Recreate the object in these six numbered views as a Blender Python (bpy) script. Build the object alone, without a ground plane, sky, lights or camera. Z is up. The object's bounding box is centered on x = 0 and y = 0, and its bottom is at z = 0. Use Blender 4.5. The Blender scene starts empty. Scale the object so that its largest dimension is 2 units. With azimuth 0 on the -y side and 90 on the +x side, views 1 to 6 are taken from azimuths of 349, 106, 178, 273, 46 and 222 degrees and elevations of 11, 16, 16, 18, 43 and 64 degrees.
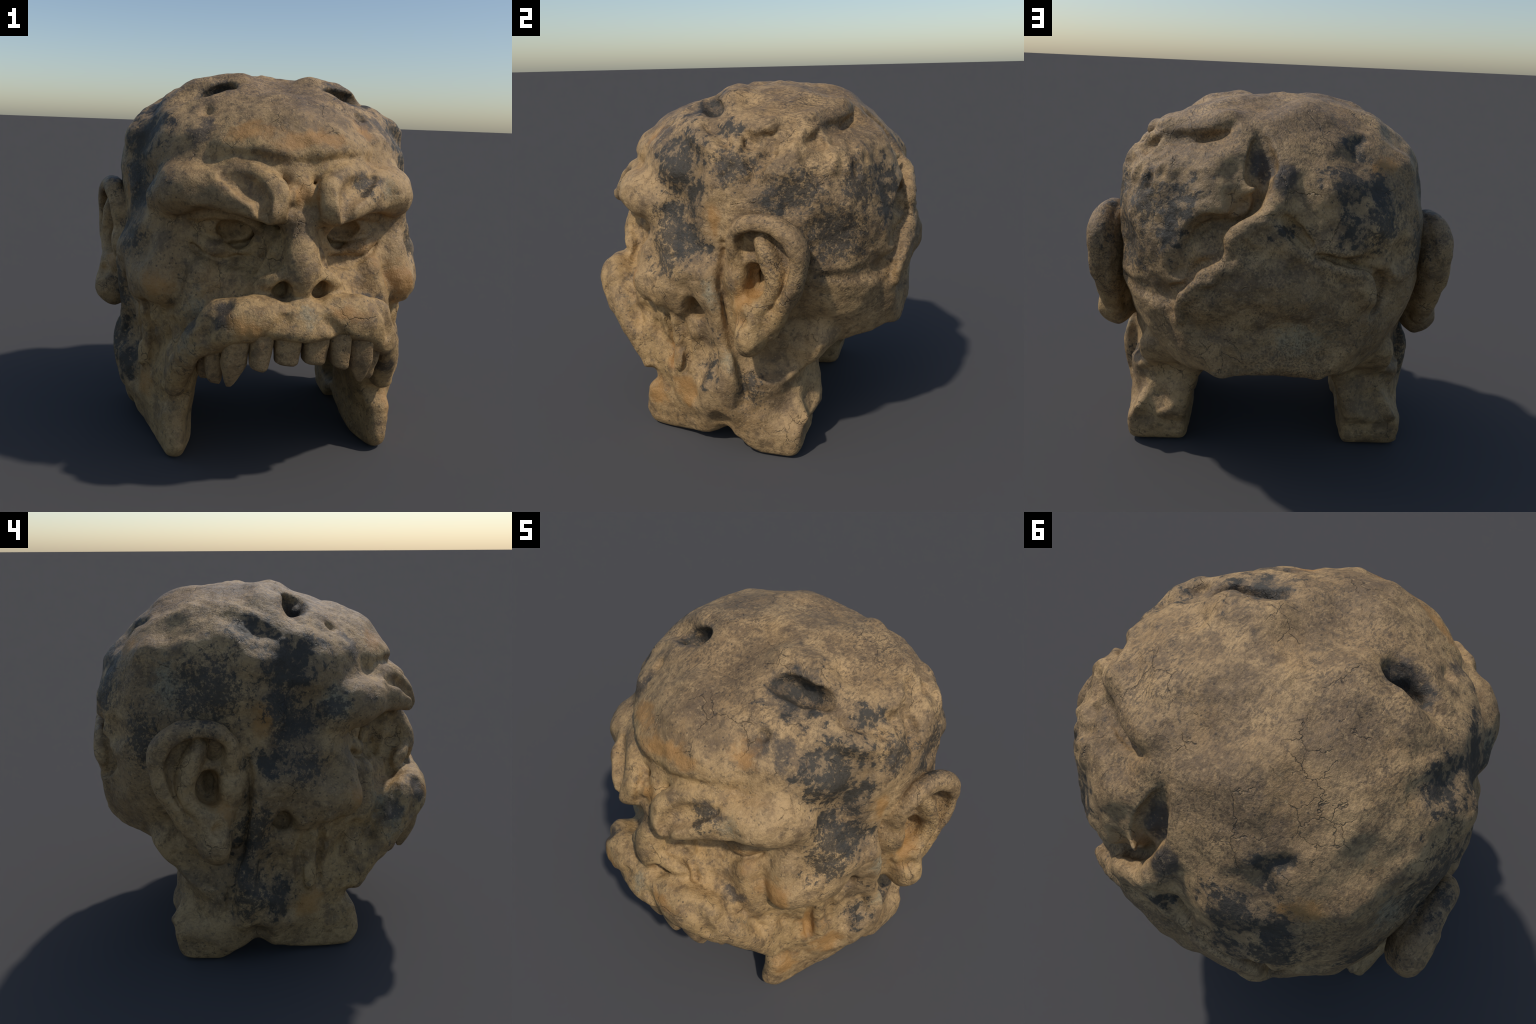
"""Weathered stone head of an ogre with an open mouth: the lower jaw is only its two
side walls, so the head stands on them like a gateway.
The body is modelled as a signed-distance field (lofted skull + modelling strokes),
meshed once, then its faces are separated into named anatomical parts."""
import numpy as np

RES = 0.0085            # cell size of the head field (m)
EAR_RES = 0.007


# ------------------------------------------------------------------ interpolation
def catmull(points, per=6):
    """Smooth polyline through control points (any dimension)."""
    p = np.asarray(points, float)
    if len(p) < 3:
        t = np.linspace(0, 1, per + 1)[:, None]
        return p[:1] * (1 - t) + p[-1:] * t
    q = np.vstack([2 * p[0] - p[1], p, 2 * p[-1] - p[-2]])
    out = []
    for i in range(1, len(q) - 2):
        a, b, c, d = q[i - 1], q[i], q[i + 1], q[i + 2]
        for t in np.arange(per) / per:
            out.append(0.5 * (2 * b + (c - a) * t + (2 * a - 5 * b + 4 * c - d) * t * t
                              + (3 * b - a - 3 * c + d) * t ** 3))
    out.append(p[-1])
    return np.array(out)


def smooth_curve(x, xs, ys):
    """Monotone-ish cubic interpolation of a 1-D profile."""
    xs, ys = np.asarray(xs, float), np.asarray(ys, float)
    h = np.diff(xs)
    dl = np.diff(ys) / h
    m = np.concatenate([[dl[0]], np.where(dl[:-1] * dl[1:] > 0,
                        2 * dl[:-1] * dl[1:] / (dl[:-1] + dl[1:] + 1e-12), 0), [dl[-1]]])
    x = np.clip(x, xs[0], xs[-1])
    i = np.clip(np.searchsorted(xs, x) - 1, 0, len(xs) - 2)
    t = (x - xs[i]) / h[i]
    return ((2 * t ** 3 - 3 * t ** 2 + 1) * ys[i] + (t ** 3 - 2 * t ** 2 + t) * h[i] * m[i]
            + (3 * t ** 2 - 2 * t ** 3) * ys[i + 1] + (t ** 3 - t ** 2) * h[i] * m[i + 1])


# ------------------------------------------------------------------ noise
def _hash(i, j, k, seed):
    n = (i * 374761393 + j * 668265263 + k * 2147483647 + seed * 1274126177) & 0xFFFFFFFF
    n = ((n ^ (n >> 13)) * 1274126177) & 0xFFFFFFFF
    return ((n ^ (n >> 16)) & 0xFFFF) / 32767.5 - 1.0


def value_noise(p, scale, seed=0):
    """Gradient (Perlin) noise, about -1..1."""
    q = np.asarray(p, float) * scale + 1000.37
    i = np.floor(q).astype(np.int64)
    f = q - i
    u = f * f * f * (f * (f * 6 - 15) + 10)
    r = 0
    for a in (0, 1):
        for b in (0, 1):
            for c in (0, 1):
                w = ((u[..., 0] if a else 1 - u[..., 0]) * (u[..., 1] if b else 1 - u[..., 1])
                     * (u[..., 2] if c else 1 - u[..., 2]))
                k = i + [a, b, c]
                h = [_hash(k[..., 0], k[..., 1], k[..., 2], seed * 3 + m) for m in range(3)]
                r = r + w * (h[0] * (f[..., 0] - a) + h[1] * (f[..., 1] - b) + h[2] * (f[..., 2] - c))
    return r * 1.5


# ------------------------------------------------------------------ signed distance field
class Field:
    def __init__(self, lo, hi, res):
        self.lo, self.res = np.array(lo, float), res
        self.n = np.ceil((np.array(hi) - self.lo) / res).astype(int) + 1
        self.ax = [(self.lo[a] + res * np.arange(self.n[a])).astype(np.float32) for a in range(3)]
        self.d = np.full(self.n, 9.0, np.float32)

    def grid(self, sl=(slice(None),) * 3):
        x, y, z = (self.ax[a][sl[a]] for a in range(3))
        return x[:, None, None], y[None, :, None], z[None, None, :]

    def window(self, lo, hi):
        out = []
        for a in range(3):
            i0 = int(max(0, np.floor((lo[a] - self.lo[a]) / self.res)))
            i1 = int(min(self.n[a], np.ceil((hi[a] - self.lo[a]) / self.res) + 1))
            if i1 <= i0:
                return None
            out.append(slice(i0, i1))
        return tuple(out)

    def _merge(self, sl, s, k, cut):
        a = self.d[sl]
        if cut:
            a, s = -a, s
        h = np.maximum(k - np.abs(a - s), 0) / k
        r = np.minimum(a, s) - h * h * k * 0.25
        self.d[sl] = -r if cut else r

    def ball(self, c, r, k=0.04, cut=False, turn=0.0, tilt=0.0, mirror=True):
        """Ellipsoid, turned about z and tilted about its own x (degrees)."""
        for sx in ((1, -1) if mirror else (1,)):
            self._ball(np.array(c, float) * [sx, 1, 1], np.ones(3) * r, k, cut, turn * sx, tilt)

    def _ball(self, c, r, k, cut, turn, tilt):
        m = max(r) + k
        sl = self.window(c - m, c + m)
        if sl is None:
            return
        x, y, z = self.grid(sl)
        x, y, z = x - c[0], y - c[1], z - c[2]
        ca, sa = np.cos(np.radians(turn)), np.sin(np.radians(turn))
        x, y = ca * x + sa * y, -sa * x + ca * y
        cb, sb = np.cos(np.radians(tilt)), np.sin(np.radians(tilt))
        y, z = cb * y + sb * z, -sb * y + cb * z
        k0 = np.sqrt((x / r[0]) ** 2 + (y / r[1]) ** 2 + (z / r[2]) ** 2)
        k1 = np.sqrt((x / r[0] ** 2) ** 2 + (y / r[1] ** 2) ** 2 + (z / r[2] ** 2) ** 2) + 1e-9
        self._merge(sl, k0 * (k0 - 1) / k1, k, cut)

    def tube(self, pts, k=0.04, cut=False, mirror=True, per=5):
        """Modelling stroke: points (x, y, z, radius)."""
        for sx in ((1, -1) if mirror else (1,)):
            p = catmull(pts, per)
            p[:, 0] *= sx
            m = p[:, 3].max() + k
            sl = self.window(p[:, :3].min(0) - m, p[:, :3].max(0) + m)
            if sl is None:
                continue
            x, y, z = self.grid(sl)
            best = None
            for a, b in zip(p[:-1], p[1:]):
                ba = b - a
                l2 = max(ba[0] ** 2 + ba[1] ** 2 + ba[2] ** 2, 1e-9)
                t = np.clip(((x - a[0]) * ba[0] + (y - a[1]) * ba[1] + (z - a[2]) * ba[2]) / l2, 0, 1)
                s = np.sqrt((x - a[0] - t * ba[0]) ** 2 + (y - a[1] - t * ba[1]) ** 2
                            + (z - a[2] - t * ba[2]) ** 2) - (a[3] + t * ba[3])
                best = s if best is None else np.minimum(best, s)
            self._merge(sl, best.astype(np.float32), k, cut)

    def snap(self, p):
        """Nearest surface point and outward normal, found by walking down the field."""
        p = np.array(p, float)
        g = np.array([0, 0, 1.0])
        for _ in range(4):
            i = np.clip(((p - self.lo) / self.res).round().astype(int), 2, self.n - 3)
            g = np.array([self.d[tuple(i + 2 * e)] - self.d[tuple(i - 2 * e)] for e in np.eye(3, dtype=int)])
            g /= np.linalg.norm(g) + 1e-9
            p = p - np.clip(self.d[tuple(i)], -0.05, 0.05) * g
        return p, g

    def stroke(self, pts, depth, k=0.03, cut=True, mirror=False):
        """Groove (cut) or ridge along surface points (x, y, z, radius), `depth` deep or high."""
        out = []
        for i, q in enumerate(pts):
            p, g = self.snap(q[:3])
            dd = depth[i] if np.ndim(depth) else depth
            out.append((*(p + g * ((q[3] - dd) if cut else (dd - q[3]))), q[3]))
        self.tube(out, k, cut, mirror)

    def pit(self, c, r, depth, k=0.03, cut=True, mirror=False):
        p, g = self.snap(c)
        self.tube([(*(p + g * ((r - depth) if cut else (depth - r))), r)] * 2, k, cut, mirror)

    def push(self, c, r, amount, mirror=False):
        """Inflate (or, negative, press in) the surface around a point."""
        for sx in ((1, -1) if mirror else (1,)):
            p = np.array(c, float) * [sx, 1, 1]
            sl = self.window(p - r, p + r)
            x, y, z = self.grid(sl)
            t = ((x - p[0]) ** 2 + (y - p[1]) ** 2 + (z - p[2]) ** 2) / (r * r)
            self.d[sl] -= (amount * np.clip(1 - t, 0, None) ** 2).astype(np.float32)

    def surface(self):
        """Naive surface nets: one vertex per crossed cell, one quad per crossed edge."""
        d = self.d
        s = d < 0
        nx, ny, nz = d.shape
        c = np.zeros((nx - 1, ny - 1, nz - 1), np.int8)
        for a in (0, 1):
            for b in (0, 1):
                for e in (0, 1):
                    c += s[a:nx - 1 + a, b:ny - 1 + b, e:nz - 1 + e]
        cells = np.argwhere((c > 0) & (c < 8))
        index = np.full(c.shape, -1, np.int32)
        index[tuple(cells.T)] = np.arange(len(cells))
        acc, cnt = np.zeros((len(cells), 3)), np.zeros(len(cells))
        corners = [np.array([a, b, e]) for a in (0, 1) for b in (0, 1) for e in (0, 1)]
        for p in corners:
            for q in corners:
                if (q - p).sum() == 1 and (q - p).min() >= 0:
                    v0 = d[tuple((cells + p).T)].astype(float)
                    v1 = d[tuple((cells + q).T)].astype(float)
                    hit = (v0 < 0) != (v1 < 0)
                    t = np.where(hit, v0 / np.where(hit, v0 - v1, 1), 0)
                    acc += hit[:, None] * (p + t[:, None] * (q - p))
                    cnt += hit
        verts = self.lo + self.res * (cells + acc / cnt[:, None])
        quads = []
        for axis in range(3):
            o = [slice(1, -1)] * 3
            o[axis] = slice(0, None)
            lo, hi = list(o), list(o)
            lo[axis], hi[axis] = slice(0, -1), slice(1, None)
            s0, s1 = s[tuple(lo)], s[tuple(hi)]
            e = np.argwhere(s0 != s1)
            flip = s1[tuple(e.T)]
            u, v = [a for a in range(3) if a != axis]
            off = np.zeros(3, int)
            off[u] = off[v] = 1
            e = e + off
            eu, ev = np.eye(3, dtype=int)[u], np.eye(3, dtype=int)[v]
            ring = np.stack([index[tuple((e - w).T)] for w in (eu + ev, ev, 0 * eu, eu)], 1)
            if axis == 1:
                flip = ~flip
            ring[flip] = ring[flip][:, ::-1]
            quads.append(ring)
        return verts, np.vstack(quads)


# ------------------------------------------------------------------ the head
def head_field(res=RES):
    f = Field((-1.03, -1.08, -0.04), (1.03, 1.08, 2.06), res)
    skull(f)
    jaw_walls(f)
    masses(f)
    crown(f)
    face(f)
    back_of_skull(f)
    settle(f)
    cords(f)
    broken_plates(f)
    hollow(f)
    neck(f)
    return f


# skull loft: height, front y, back y, half width
SKULL = [(0.30, -0.50, 0.42, 0.38), (0.42, -0.54, 0.56, 0.42), (0.50, -0.57, 0.76, 0.47),
         (0.58, -0.59, 0.90, 0.535), (0.72, -0.60, 0.94, 0.65), (0.88, -0.60, 0.95, 0.765),
         (1.07, -0.58, 0.975, 0.815), (1.30, -0.60, 0.955, 0.825), (1.45, -0.645, 0.925, 0.83),
         (1.56, -0.65, 0.885, 0.82), (1.65, -0.625, 0.84, 0.80), (1.74, -0.55, 0.77, 0.745),
         (1.80, -0.475, 0.71, 0.68), (1.86, -0.38, 0.64, 0.60), (1.91, -0.27, 0.57, 0.505),
         (1.945, -0.16, 0.48, 0.40), (1.97, -0.06, 0.395, 0.30), (1.984, 0.02, 0.30, 0.20),
         (2.0, 0.08, 0.20, 0.06)]


def skull(f):
    x, y, z = f.grid()
    t = np.array(SKULL)
    zz = f.ax[2]
    yf, yb, w = (smooth_curve(zz, t[:, 0], t[:, i])[None, None, :].astype(np.float32) for i in (1, 2, 3))
    yc, h = (yf + yb) / 2, (yb - yf) / 2
    # rounder behind, pinched at the temples in front
    pinch = smooth_curve(zz, [0.9, 1.28, 1.45, 1.7, 1.85], [2.05, 2.0, 1.75, 1.72, 2.0])[None, None, :]
    n = np.where(y < yc, pinch, 2.45).astype(np.float32)
    r = (np.abs(x / w) ** n + np.abs((y - yc) / h) ** n) ** (1 / n)
    d = (r - 1) * np.minimum(w, h)
    d = np.maximum(d, z - 2.02)
    gx, gy, gz = np.gradient(d, f.res)
    d = d / np.clip(np.sqrt(gx * gx + gy * gy + gz * gz), 0.6, 6)
    # underside of the skull rises from the neck to the back
    under = smooth_curve(f.ax[1], [-1, 0.3, 0.5, 0.6, 0.7, 0.8, 0.9, 1.0],
                         [0.41, 0.45, 0.53, 0.595, 0.63, 0.645, 0.67, 0.76])[None, :, None]
    k = 0.035
    s = (under - z) + 0 * x
    hh = np.maximum(k - np.abs(d - s), 0) / k
    f.d = (np.maximum(d, s) + hh * hh * k * 0.25).astype(np.float32)


# outer face of the jaw walls: x as a function of depth (y) at several heights (z)
JAW_Y = [-0.60, -0.50, -0.35, -0.20, -0.05, 0.20, 0.45]
JAW_OUT = [(0.00, [0.555, 0.60, 0.635, 0.67, 0.705, 0.775, 0.790]),
           (0.14, [0.560, 0.61, 0.655, 0.71, 0.775, 0.805, 0.790]),
           (0.30, [0.570, 0.61, 0.675, 0.75, 0.835, 0.780, 0.755]),
           (0.50, [0.560, 0.59, 0.66, 0.755, 0.845, 0.775, 0.715]),
           (0.75, [0.550, 0.58, 0.67, 0.77, 0.825, 0.770, 0.700]),
           (1.00, [0.550, 0.58, 0.67, 0.77, 0.820, 0.780, 0.720])]
JAW_EDGE = [(0.00, -0.54, 0.42), (0.08, -0.555, 0.445), (0.16, -0.54, 0.455), (0.24, -0.52, 0.50),
            (0.36, -0.50, 0.50), (0.46, -0.52, 0.47), (0.60, -0.56, 0.52), (0.80, -0.6, 0.6)]


def jaw_walls(f):
    sl = f.window((-1.1, -0.75, -0.05), (1.1, 0.75, 1.0))
    x, y, z = f.grid(sl)
    yy, zz = f.ax[1][sl[1]], f.ax[2][sl[2]]
    rows = np.stack([smooth_curve(yy, JAW_Y, r[1]) for r in JAW_OUT], 1)
    zs = [r[0] for r in JAW_OUT]
    out = np.stack([smooth_curve(zz, zs, row) for row in rows], 0)[None]
    e = np.array(JAW_EDGE)
    yf = smooth_curve(zz, e[:, 0], e[:, 1])[None, None]
    yb = smooth_curve(zz, e[:, 0], e[:, 2])[None, None]
    inn = smooth_curve(yy, [-0.6, -0.5, -0.3, -0.1, 0.4], [0.505, 0.48, 0.435, 0.425, 0.435])[None, :, None] - 0.05 * np.clip((z - 0.2) / 0.25, 0, 1)
    ax = np.abs(x)
    # undercut between the front and the rear foot
    floor = smooth_curve(yy, [-0.6, -0.53, -0.40, -0.2, -0.08, 0.02, 0.10, 0.17, 0.22, 0.40, 0.5],
                         [0.03, 0.005, 0.002, 0.025, 0.065, 0.105, 0.07, 0.02, 0.0, 0.004, 0.02])[None, :, None]
    parts = [(ax - out) * 0.93, inn - ax, yf - y, y - yb, floor - z, z - 0.95 + 0.45 * np.abs(y + 0.1)]
    d = np.broadcast_to(parts[0], f.d[sl].shape).copy()
    k = 0.05
    for p in parts[1:]:
        h = np.maximum(k - np.abs(d - p), 0) / k
        d = np.maximum(d, p) + h * h * k * 0.25
    f._merge(sl, d.astype(np.float32), 0.12, False)


def W(points, r):
    """Give every point of a path the same stroke radius."""
    return [(*p, r) for p in points]


def masses(f):
    """Broad swellings and dents of the block before the details are cut."""
    for c, r, a in [((0.51, 0.08, 1.92), 0.16, -0.05), ((0.46, 0.48, 1.90), 0.15, -0.045), ((0.27, 0.92, 1.55), 0.18, -0.03),
                    ((-0.11, 0.90, 1.60), 0.15, -0.05), ((-0.36, 0.76, 1.72), 0.14, -0.045), ((0.0, 1.0, 0.95), 0.24, -0.03),
                    ((-0.35, 0.91, 1.42), 0.16, -0.02), ((-0.79, 0.42, 1.56), 0.22, -0.035), ((-0.80, 0.05, 1.32), 0.2, -0.02),
                    ((-0.70, -0.06, 1.74), 0.18, -0.02), ((0.57, 0.70, 1.63), 0.14, 0.03), ((0.45, 0.84, 1.50), 0.12, -0.03),
                    ((-0.15, 0.48, 1.93), 0.2, 0.015), ((0.05, 0.38, 1.97), 0.18, -0.015)]:
        f.push(c, r, a)
    for c, r, a in [((0.49, -0.44, 1.61), 0.22, 0.04), ((0.81, -0.08, 0.72), 0.20, -0.05), ((0.73, -0.24, 0.70), 0.14, -0.02),
                    ((0.63, -0.38, 0.58), 0.16, -0.04), ((0.78, 0.12, 0.45), 0.20, 0.05), ((0.79, 0.15, 0.26), 0.14, 0.02),
                    ((0.75, 0.42, 0.40), 0.18, -0.045), ((0.75, 0.28, 0.55), 0.14, -0.03), ((0.55, 0.48, 0.44), 0.2, -0.04),
                    ((0.70, 0.28, 0.80), 0.16, 0.045)]:
        f.push(c, r, a, True)


def crown(f):
    # two parietal bosses with a shallow valley between
    f.stroke([(-0.05, -0.33, 1.87, 0.10), (0.02, -0.18, 1.92, 0.13), (0.06, -0.04, 1.97, 0.15), (0.09, 0.14, 1.99, 0.18), (0.10, 0.32, 1.96, 0.18), (0.11, 0.48, 1.93, 0.14)],
             [0.0, 0.004, 0.005, 0.004, 0.002, 0.0], 0.12)
    f.push((-0.15, 0.0, 1.97), 0.20, 0.008)
    # forehead shield, its lower lip and the furrows below it
    f.ball((0, -0.46, 1.65), (0.37, 0.245, 0.165), 0.06, tilt=38, mirror=False)
    f.tube([(-0.32, -0.55, 1.61, 0.04), (-0.16, -0.65, 1.605, 0.05), (0, -0.685, 1.58, 0.055), (0.16, -0.65, 1.605, 0.05), (0.32, -0.55, 1.61, 0.04)], 0.09, mirror=False)
    f.stroke(W([(-0.30, -0.62, 1.575), (-0.16, -0.70, 1.57), (0, -0.72, 1.54), (0.16, -0.70, 1.57), (0.30, -0.62, 1.575)], 0.022), 0.010, 0.04)
    # the sunken holes beside the crown and the small pits before them
    f.stroke(W([(-0.20, -0.02, 1.97), (-0.32, -0.02, 1.95), (-0.42, -0.02, 1.93)], 0.09), 0.008, 0.08, cut=False)
    f.stroke(W([(0.20, -0.02, 1.97), (0.34, 0.0, 1.95), (0.46, 0.02, 1.92)], 0.09), 0.006, 0.08, cut=False)
    f.tube([(-0.27, -0.21, 1.95, 0.05), (-0.29, -0.14, 1.88, 0.06), (-0.36, -0.14, 1.84, 0.055)], 0.025, True, mirror=False)
    f.stroke([(-0.36, -0.19, 1.90, 0.06), (-0.46, -0.16, 1.88, 0.06), (-0.56, -0.18, 1.84, 0.05)], [0.04, 0.035, 0.015], 0.05)
    f.tube([(0.27, -0.19, 1.93, 0.045), (0.33, -0.13, 1.88, 0.06), (0.41, -0.10, 1.855, 0.06), (0.47, -0.08, 1.86, 0.045)], 0.025, True, mirror=False)
    f.stroke(W([(0.36, -0.24, 1.88), (0.46, -0.20, 1.86)], 0.07), 0.02, 0.06)
    f.pit((-0.41, -0.38, 1.80), 0.024, 0.028)
    f.pit((0.40, -0.40, 1.80), 0.024, 0.028)
    # furrows on the side of the crown
    f.stroke([(-0.60, 0.16, 1.85, 0.02), (-0.65, 0.06, 1.83, 0.05), (-0.69, -0.04, 1.80, 0.04)], 0.014, 0.06)
    f.stroke([(-0.37, 0.70, 1.74, 0.02), (-0.37, 0.65, 1.78, 0.035), (-0.40, 0.60, 1.79, 0.02)], 0.012, 0.04)
    # temple hollows
    f.stroke([(0.70, -0.25, 1.70, 0.10), (0.80, -0.15, 1.58, 0.12), (0.79, -0.22, 1.45, 0.10)], 0.02, 0.08, mirror=True)
    # rugged upper temple on the left of the head
    f.stroke([(0.55, -0.06, 1.87, 0.08), (0.66, 0.04, 1.80, 0.10), (0.74, 0.15, 1.74, 0.10), (0.76, 0.27, 1.70, 0.09)], [0.02, 0.04, 0.045, 0.03], 0.08)
    f.stroke([(0.62, -0.06, 1.84, 0.03), (0.69, 0.04, 1.79, 0.05), (0.74, 0.16, 1.75, 0.045), (0.75, 0.22, 1.74, 0.03)], 0.03, 0.03)
    f.stroke(W([(0.70, -0.14, 1.76), (0.76, -0.02, 1.72), (0.78, 0.08, 1.71), (0.80, 0.17, 1.67)], 0.04), 0.015, 0.03, cut=False)
    f.stroke(W([(0.69, 0.27, 1.78), (0.75, 0.28, 1.71), (0.79, 0.23, 1.65)], 0.045), 0.04, 0.03)
    f.stroke(W([(0.66, 0.28, 1.80), (0.60, 0.36, 1.82), (0.57, 0.45, 1.81)], 0.05), 0.02, 0.04, cut=False)
    f.stroke([(0.66, 0.36, 1.78, 0.06), (0.72, 0.37, 1.71, 0.05)], 0.03, 0.05)
    f.stroke([(0.22, 0.62, 1.84, 0.03), (0.31, 0.61, 1.82, 0.045), (0.42, 0.56, 1.81, 0.04), (0.54, 0.50, 1.79, 0.05), (0.62, 0.50, 1.73, 0.055), (0.67, 0.50, 1.66, 0.04)],
             [0.02, 0.03, 0.03, 0.035, 0.045, 0.02], 0.03)
    for c in ((0.30, 0.67, 1.785), (0.42, 0.62, 1.765), (0.53, 0.57, 1.735)):
        f.push(c, 0.13, -0.03)
    f.stroke(W([(0.25, 0.57, 1.86), (0.40, 0.52, 1.85), (0.52, 0.44, 1.83)], 0.06), 0.02, 0.05, cut=False)
    f.stroke(W([(0.72, 0.42, 1.68), (0.66, 0.53, 1.66), (0.60, 0.60, 1.66)], 0.05), 0.025, 0.04, cut=False)
    f.pit((0.53, 0.70, 1.61), 0.03, 0.02)
    f.stroke(W([(0.60, 0.07, 1.82), (0.66, 0.19, 1.80), (0.68, 0.26, 1.79)], 0.035), 0.016, 0.03, cut=False)
    f.stroke([(0.70, 0.30, 1.66, 0.03), (0.78, 0.26, 1.60, 0.03), (0.80, 0.22, 1.54, 0.02)], 0.016, 0.03)
    f.stroke([(0.73, 0.45, 1.70, 0.03), (0.75, 0.50, 1.60, 0.03), (0.74, 0.54, 1.52, 0.02)], 0.014, 0.03)
    f.stroke(W([(0.55, 0.52, 1.77), (0.66, 0.60, 1.67), (0.69, 0.60, 1.60)], 0.04), 0.018, 0.03, cut=False)
    f.stroke([(0.52, 0.66, 1.72, 0.03), (0.58, 0.68, 1.64, 0.035), (0.60, 0.70, 1.56, 0.02)], 0.022, 0.03)
    f.stroke(W([(0.63, 0.10, 1.76), (0.76, 0.12, 1.68), (0.80, 0.06, 1.60)], 0.03), 0.012, 0.03, cut=False)


def face(f):
    # --- brow: mass behind it, main roll, inner roll, wedge between the brows
    f.ball((0.40, -0.42, 1.46), (0.24, 0.18, 0.10), 0.08)
    f.tube([(0.60, -0.37, 1.36, 0.095), (0.53, -0.51, 1.40, 0.11), (0.39, -0.625, 1.415, 0.10),
            (0.26, -0.725, 1.37, 0.09), (0.17, -0.79, 1.345, 0.085)], 0.05)
    f.tube([(0.36, -0.58, 1.49, 0.055), (0.22, -0.68, 1.495, 0.06), (0.12, -0.77, 1.43, 0.065), (0.125, -0.795, 1.36, 0.07)], 0.03)
    f.stroke([(0.37, -0.68, 1.49, 0.02), (0.27, -0.77, 1.45, 0.05), (0.20, -0.82, 1.39, 0.05), (0.19, -0.85, 1.32, 0.025)], [0.03, 0.045, 0.045, 0.03], 0.025, mirror=True)
    f.stroke([(0.075, -0.76, 1.47, 0.015), (0.055, -0.80, 1.42, 0.022), (0.06, -0.82, 1.34, 0.02)], 0.018, 0.025, mirror=True)
    f.stroke([(0.43, -0.68, 1.46, 0.05), (0.47, -0.69, 1.40, 0.05)], 0.012, 0.05, mirror=True)
    f.tube([(-0.27, -0.585, 1.535, 0.06), (0, -0.635, 1.52, 0.075), (0.27, -0.585, 1.535, 0.06)], 0.06, mirror=False)
    f.tube([(0, -0.65, 1.53, 0.06), (0, -0.72, 1.44, 0.055), (0, -0.75, 1.37, 0.04)], 0.03, mirror=False)
    f.tube([(-0.10, -0.74, 1.30, 0.05), (0, -0.76, 1.30, 0.055), (0.10, -0.74, 1.30, 0.05)], 0.03, mirror=False)
    # --- eyes: socket, ball with bored pupil, lids, bag
    f.ball((0.32, -0.68, 1.20), (0.26, 0.24, 0.12), 0.05, True, turn=22)
    f.tube([(0.46, -0.47, 1.06, 0.05), (0.32, -0.535, 1.02, 0.06), (0.18, -0.565, 1.05, 0.06), (0.10, -0.60, 1.15, 0.05)], 0.05)
    f.ball((0.27, -0.52, 0.98), (0.17, 0.12, 0.10), 0.06)
    f.ball((0.09, -0.60, 1.20), (0.05, 0.06, 0.08), 0.04)
    f.ball((0.31, -0.42, 1.22), (0.185, 0.14, 0.10), 0.015, turn=26)
    f.tube([(0.51, -0.38, 1.24, 0.03), (0.44, -0.485, 1.285, 0.036), (0.33, -0.555, 1.31, 0.042), (0.22, -0.59, 1.28, 0.04), (0.13, -0.585, 1.20, 0.03)], 0.02)
    f.tube([(0.51, -0.38, 1.24, 0.03), (0.44, -0.475, 1.16, 0.042), (0.33, -0.545, 1.115, 0.05), (0.21, -0.575, 1.12, 0.048), (0.13, -0.585, 1.19, 0.03)], 0.015)
    f.stroke(W([(0.52, -0.45, 1.16), (0.44, -0.53, 1.09), (0.32, -0.59, 1.055), (0.20, -0.62, 1.06), (0.13, -0.63, 1.11)], 0.018), 0.014, 0.02, mirror=True)
    f.stroke(W([(0.48, -0.47, 1.245), (0.56, -0.43, 1.235), (0.62, -0.38, 1.22)], 0.016), 0.014, 0.02, mirror=True)
    f.ball((0.275, -0.56, 1.222), (0.09, 0.07, 0.056), 0.012, True, turn=18)
    # --- nose
    f.tube([(0, -0.73, 1.27, 0.06), (0, -0.79, 1.17, 0.08), (0, -0.82, 1.07, 0.092), (0, -0.825, 1.01, 0.075)], 0.05, mirror=False)
    f.tube([(0.05, -0.69, 1.18, 0.06), (0.10, -0.71, 1.05, 0.07), (0.14, -0.70, 0.97, 0.06)], 0.05)
    f.tube([(0.06, -0.84, 1.06, 0.035), (0.125, -0.81, 1.03, 0.045), (0.175, -0.765, 0.985, 0.045), (0.19, -0.72, 0.965, 0.035)], 0.025)
    # --- cheekbones and arch
    f.ball((0.61, -0.38, 0.93), (0.14, 0.17, 0.14), 0.06)
    f.tube([(0.55, -0.40, 1.05, 0.10), (0.70, -0.20, 1.05, 0.11), (0.76, -0.05, 1.05, 0.08)], 0.08)
    f.ball((0.60, -0.27, 1.19), (0.13, 0.20, 0.16), 0.08, turn=-30)
    f.stroke([(0.40, -0.66, 1.05, 0.03), (0.44, -0.64, 0.98, 0.035), (0.46, -0.62, 0.92, 0.03)], 0.012, 0.04, mirror=True)
    # --- muzzle and upper lip
    f.ball((0, -0.55, 0.82), (0.46, 0.33, 0.15), 0.08, mirror=False)
    f.tube([(0.42, -0.55, 1.0, 0.07), (0.47, -0.55, 0.84, 0.075), (0.51, -0.51, 0.64, 0.07), (0.53, -0.48, 0.50, 0.06)], 0.06)
    f.tube([(0, -0.865, 0.845, 0.085), (0.18, -0.855, 0.855, 0.10), (0.32, -0.825, 0.845, 0.10), (0.44, -0.72, 0.72, 0.09),
            (0.52, -0.60, 0.55, 0.07), (0.555, -0.52, 0.40, 0.055)], 0.05)
    f.tube([(0, -0.905, 0.812, 0.05), (0.20, -0.90, 0.808, 0.05), (0.33, -0.88, 0.792, 0.05), (0.42, -0.78, 0.70, 0.055), (0.49, -0.66, 0.58, 0.05)], 0.04)
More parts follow.
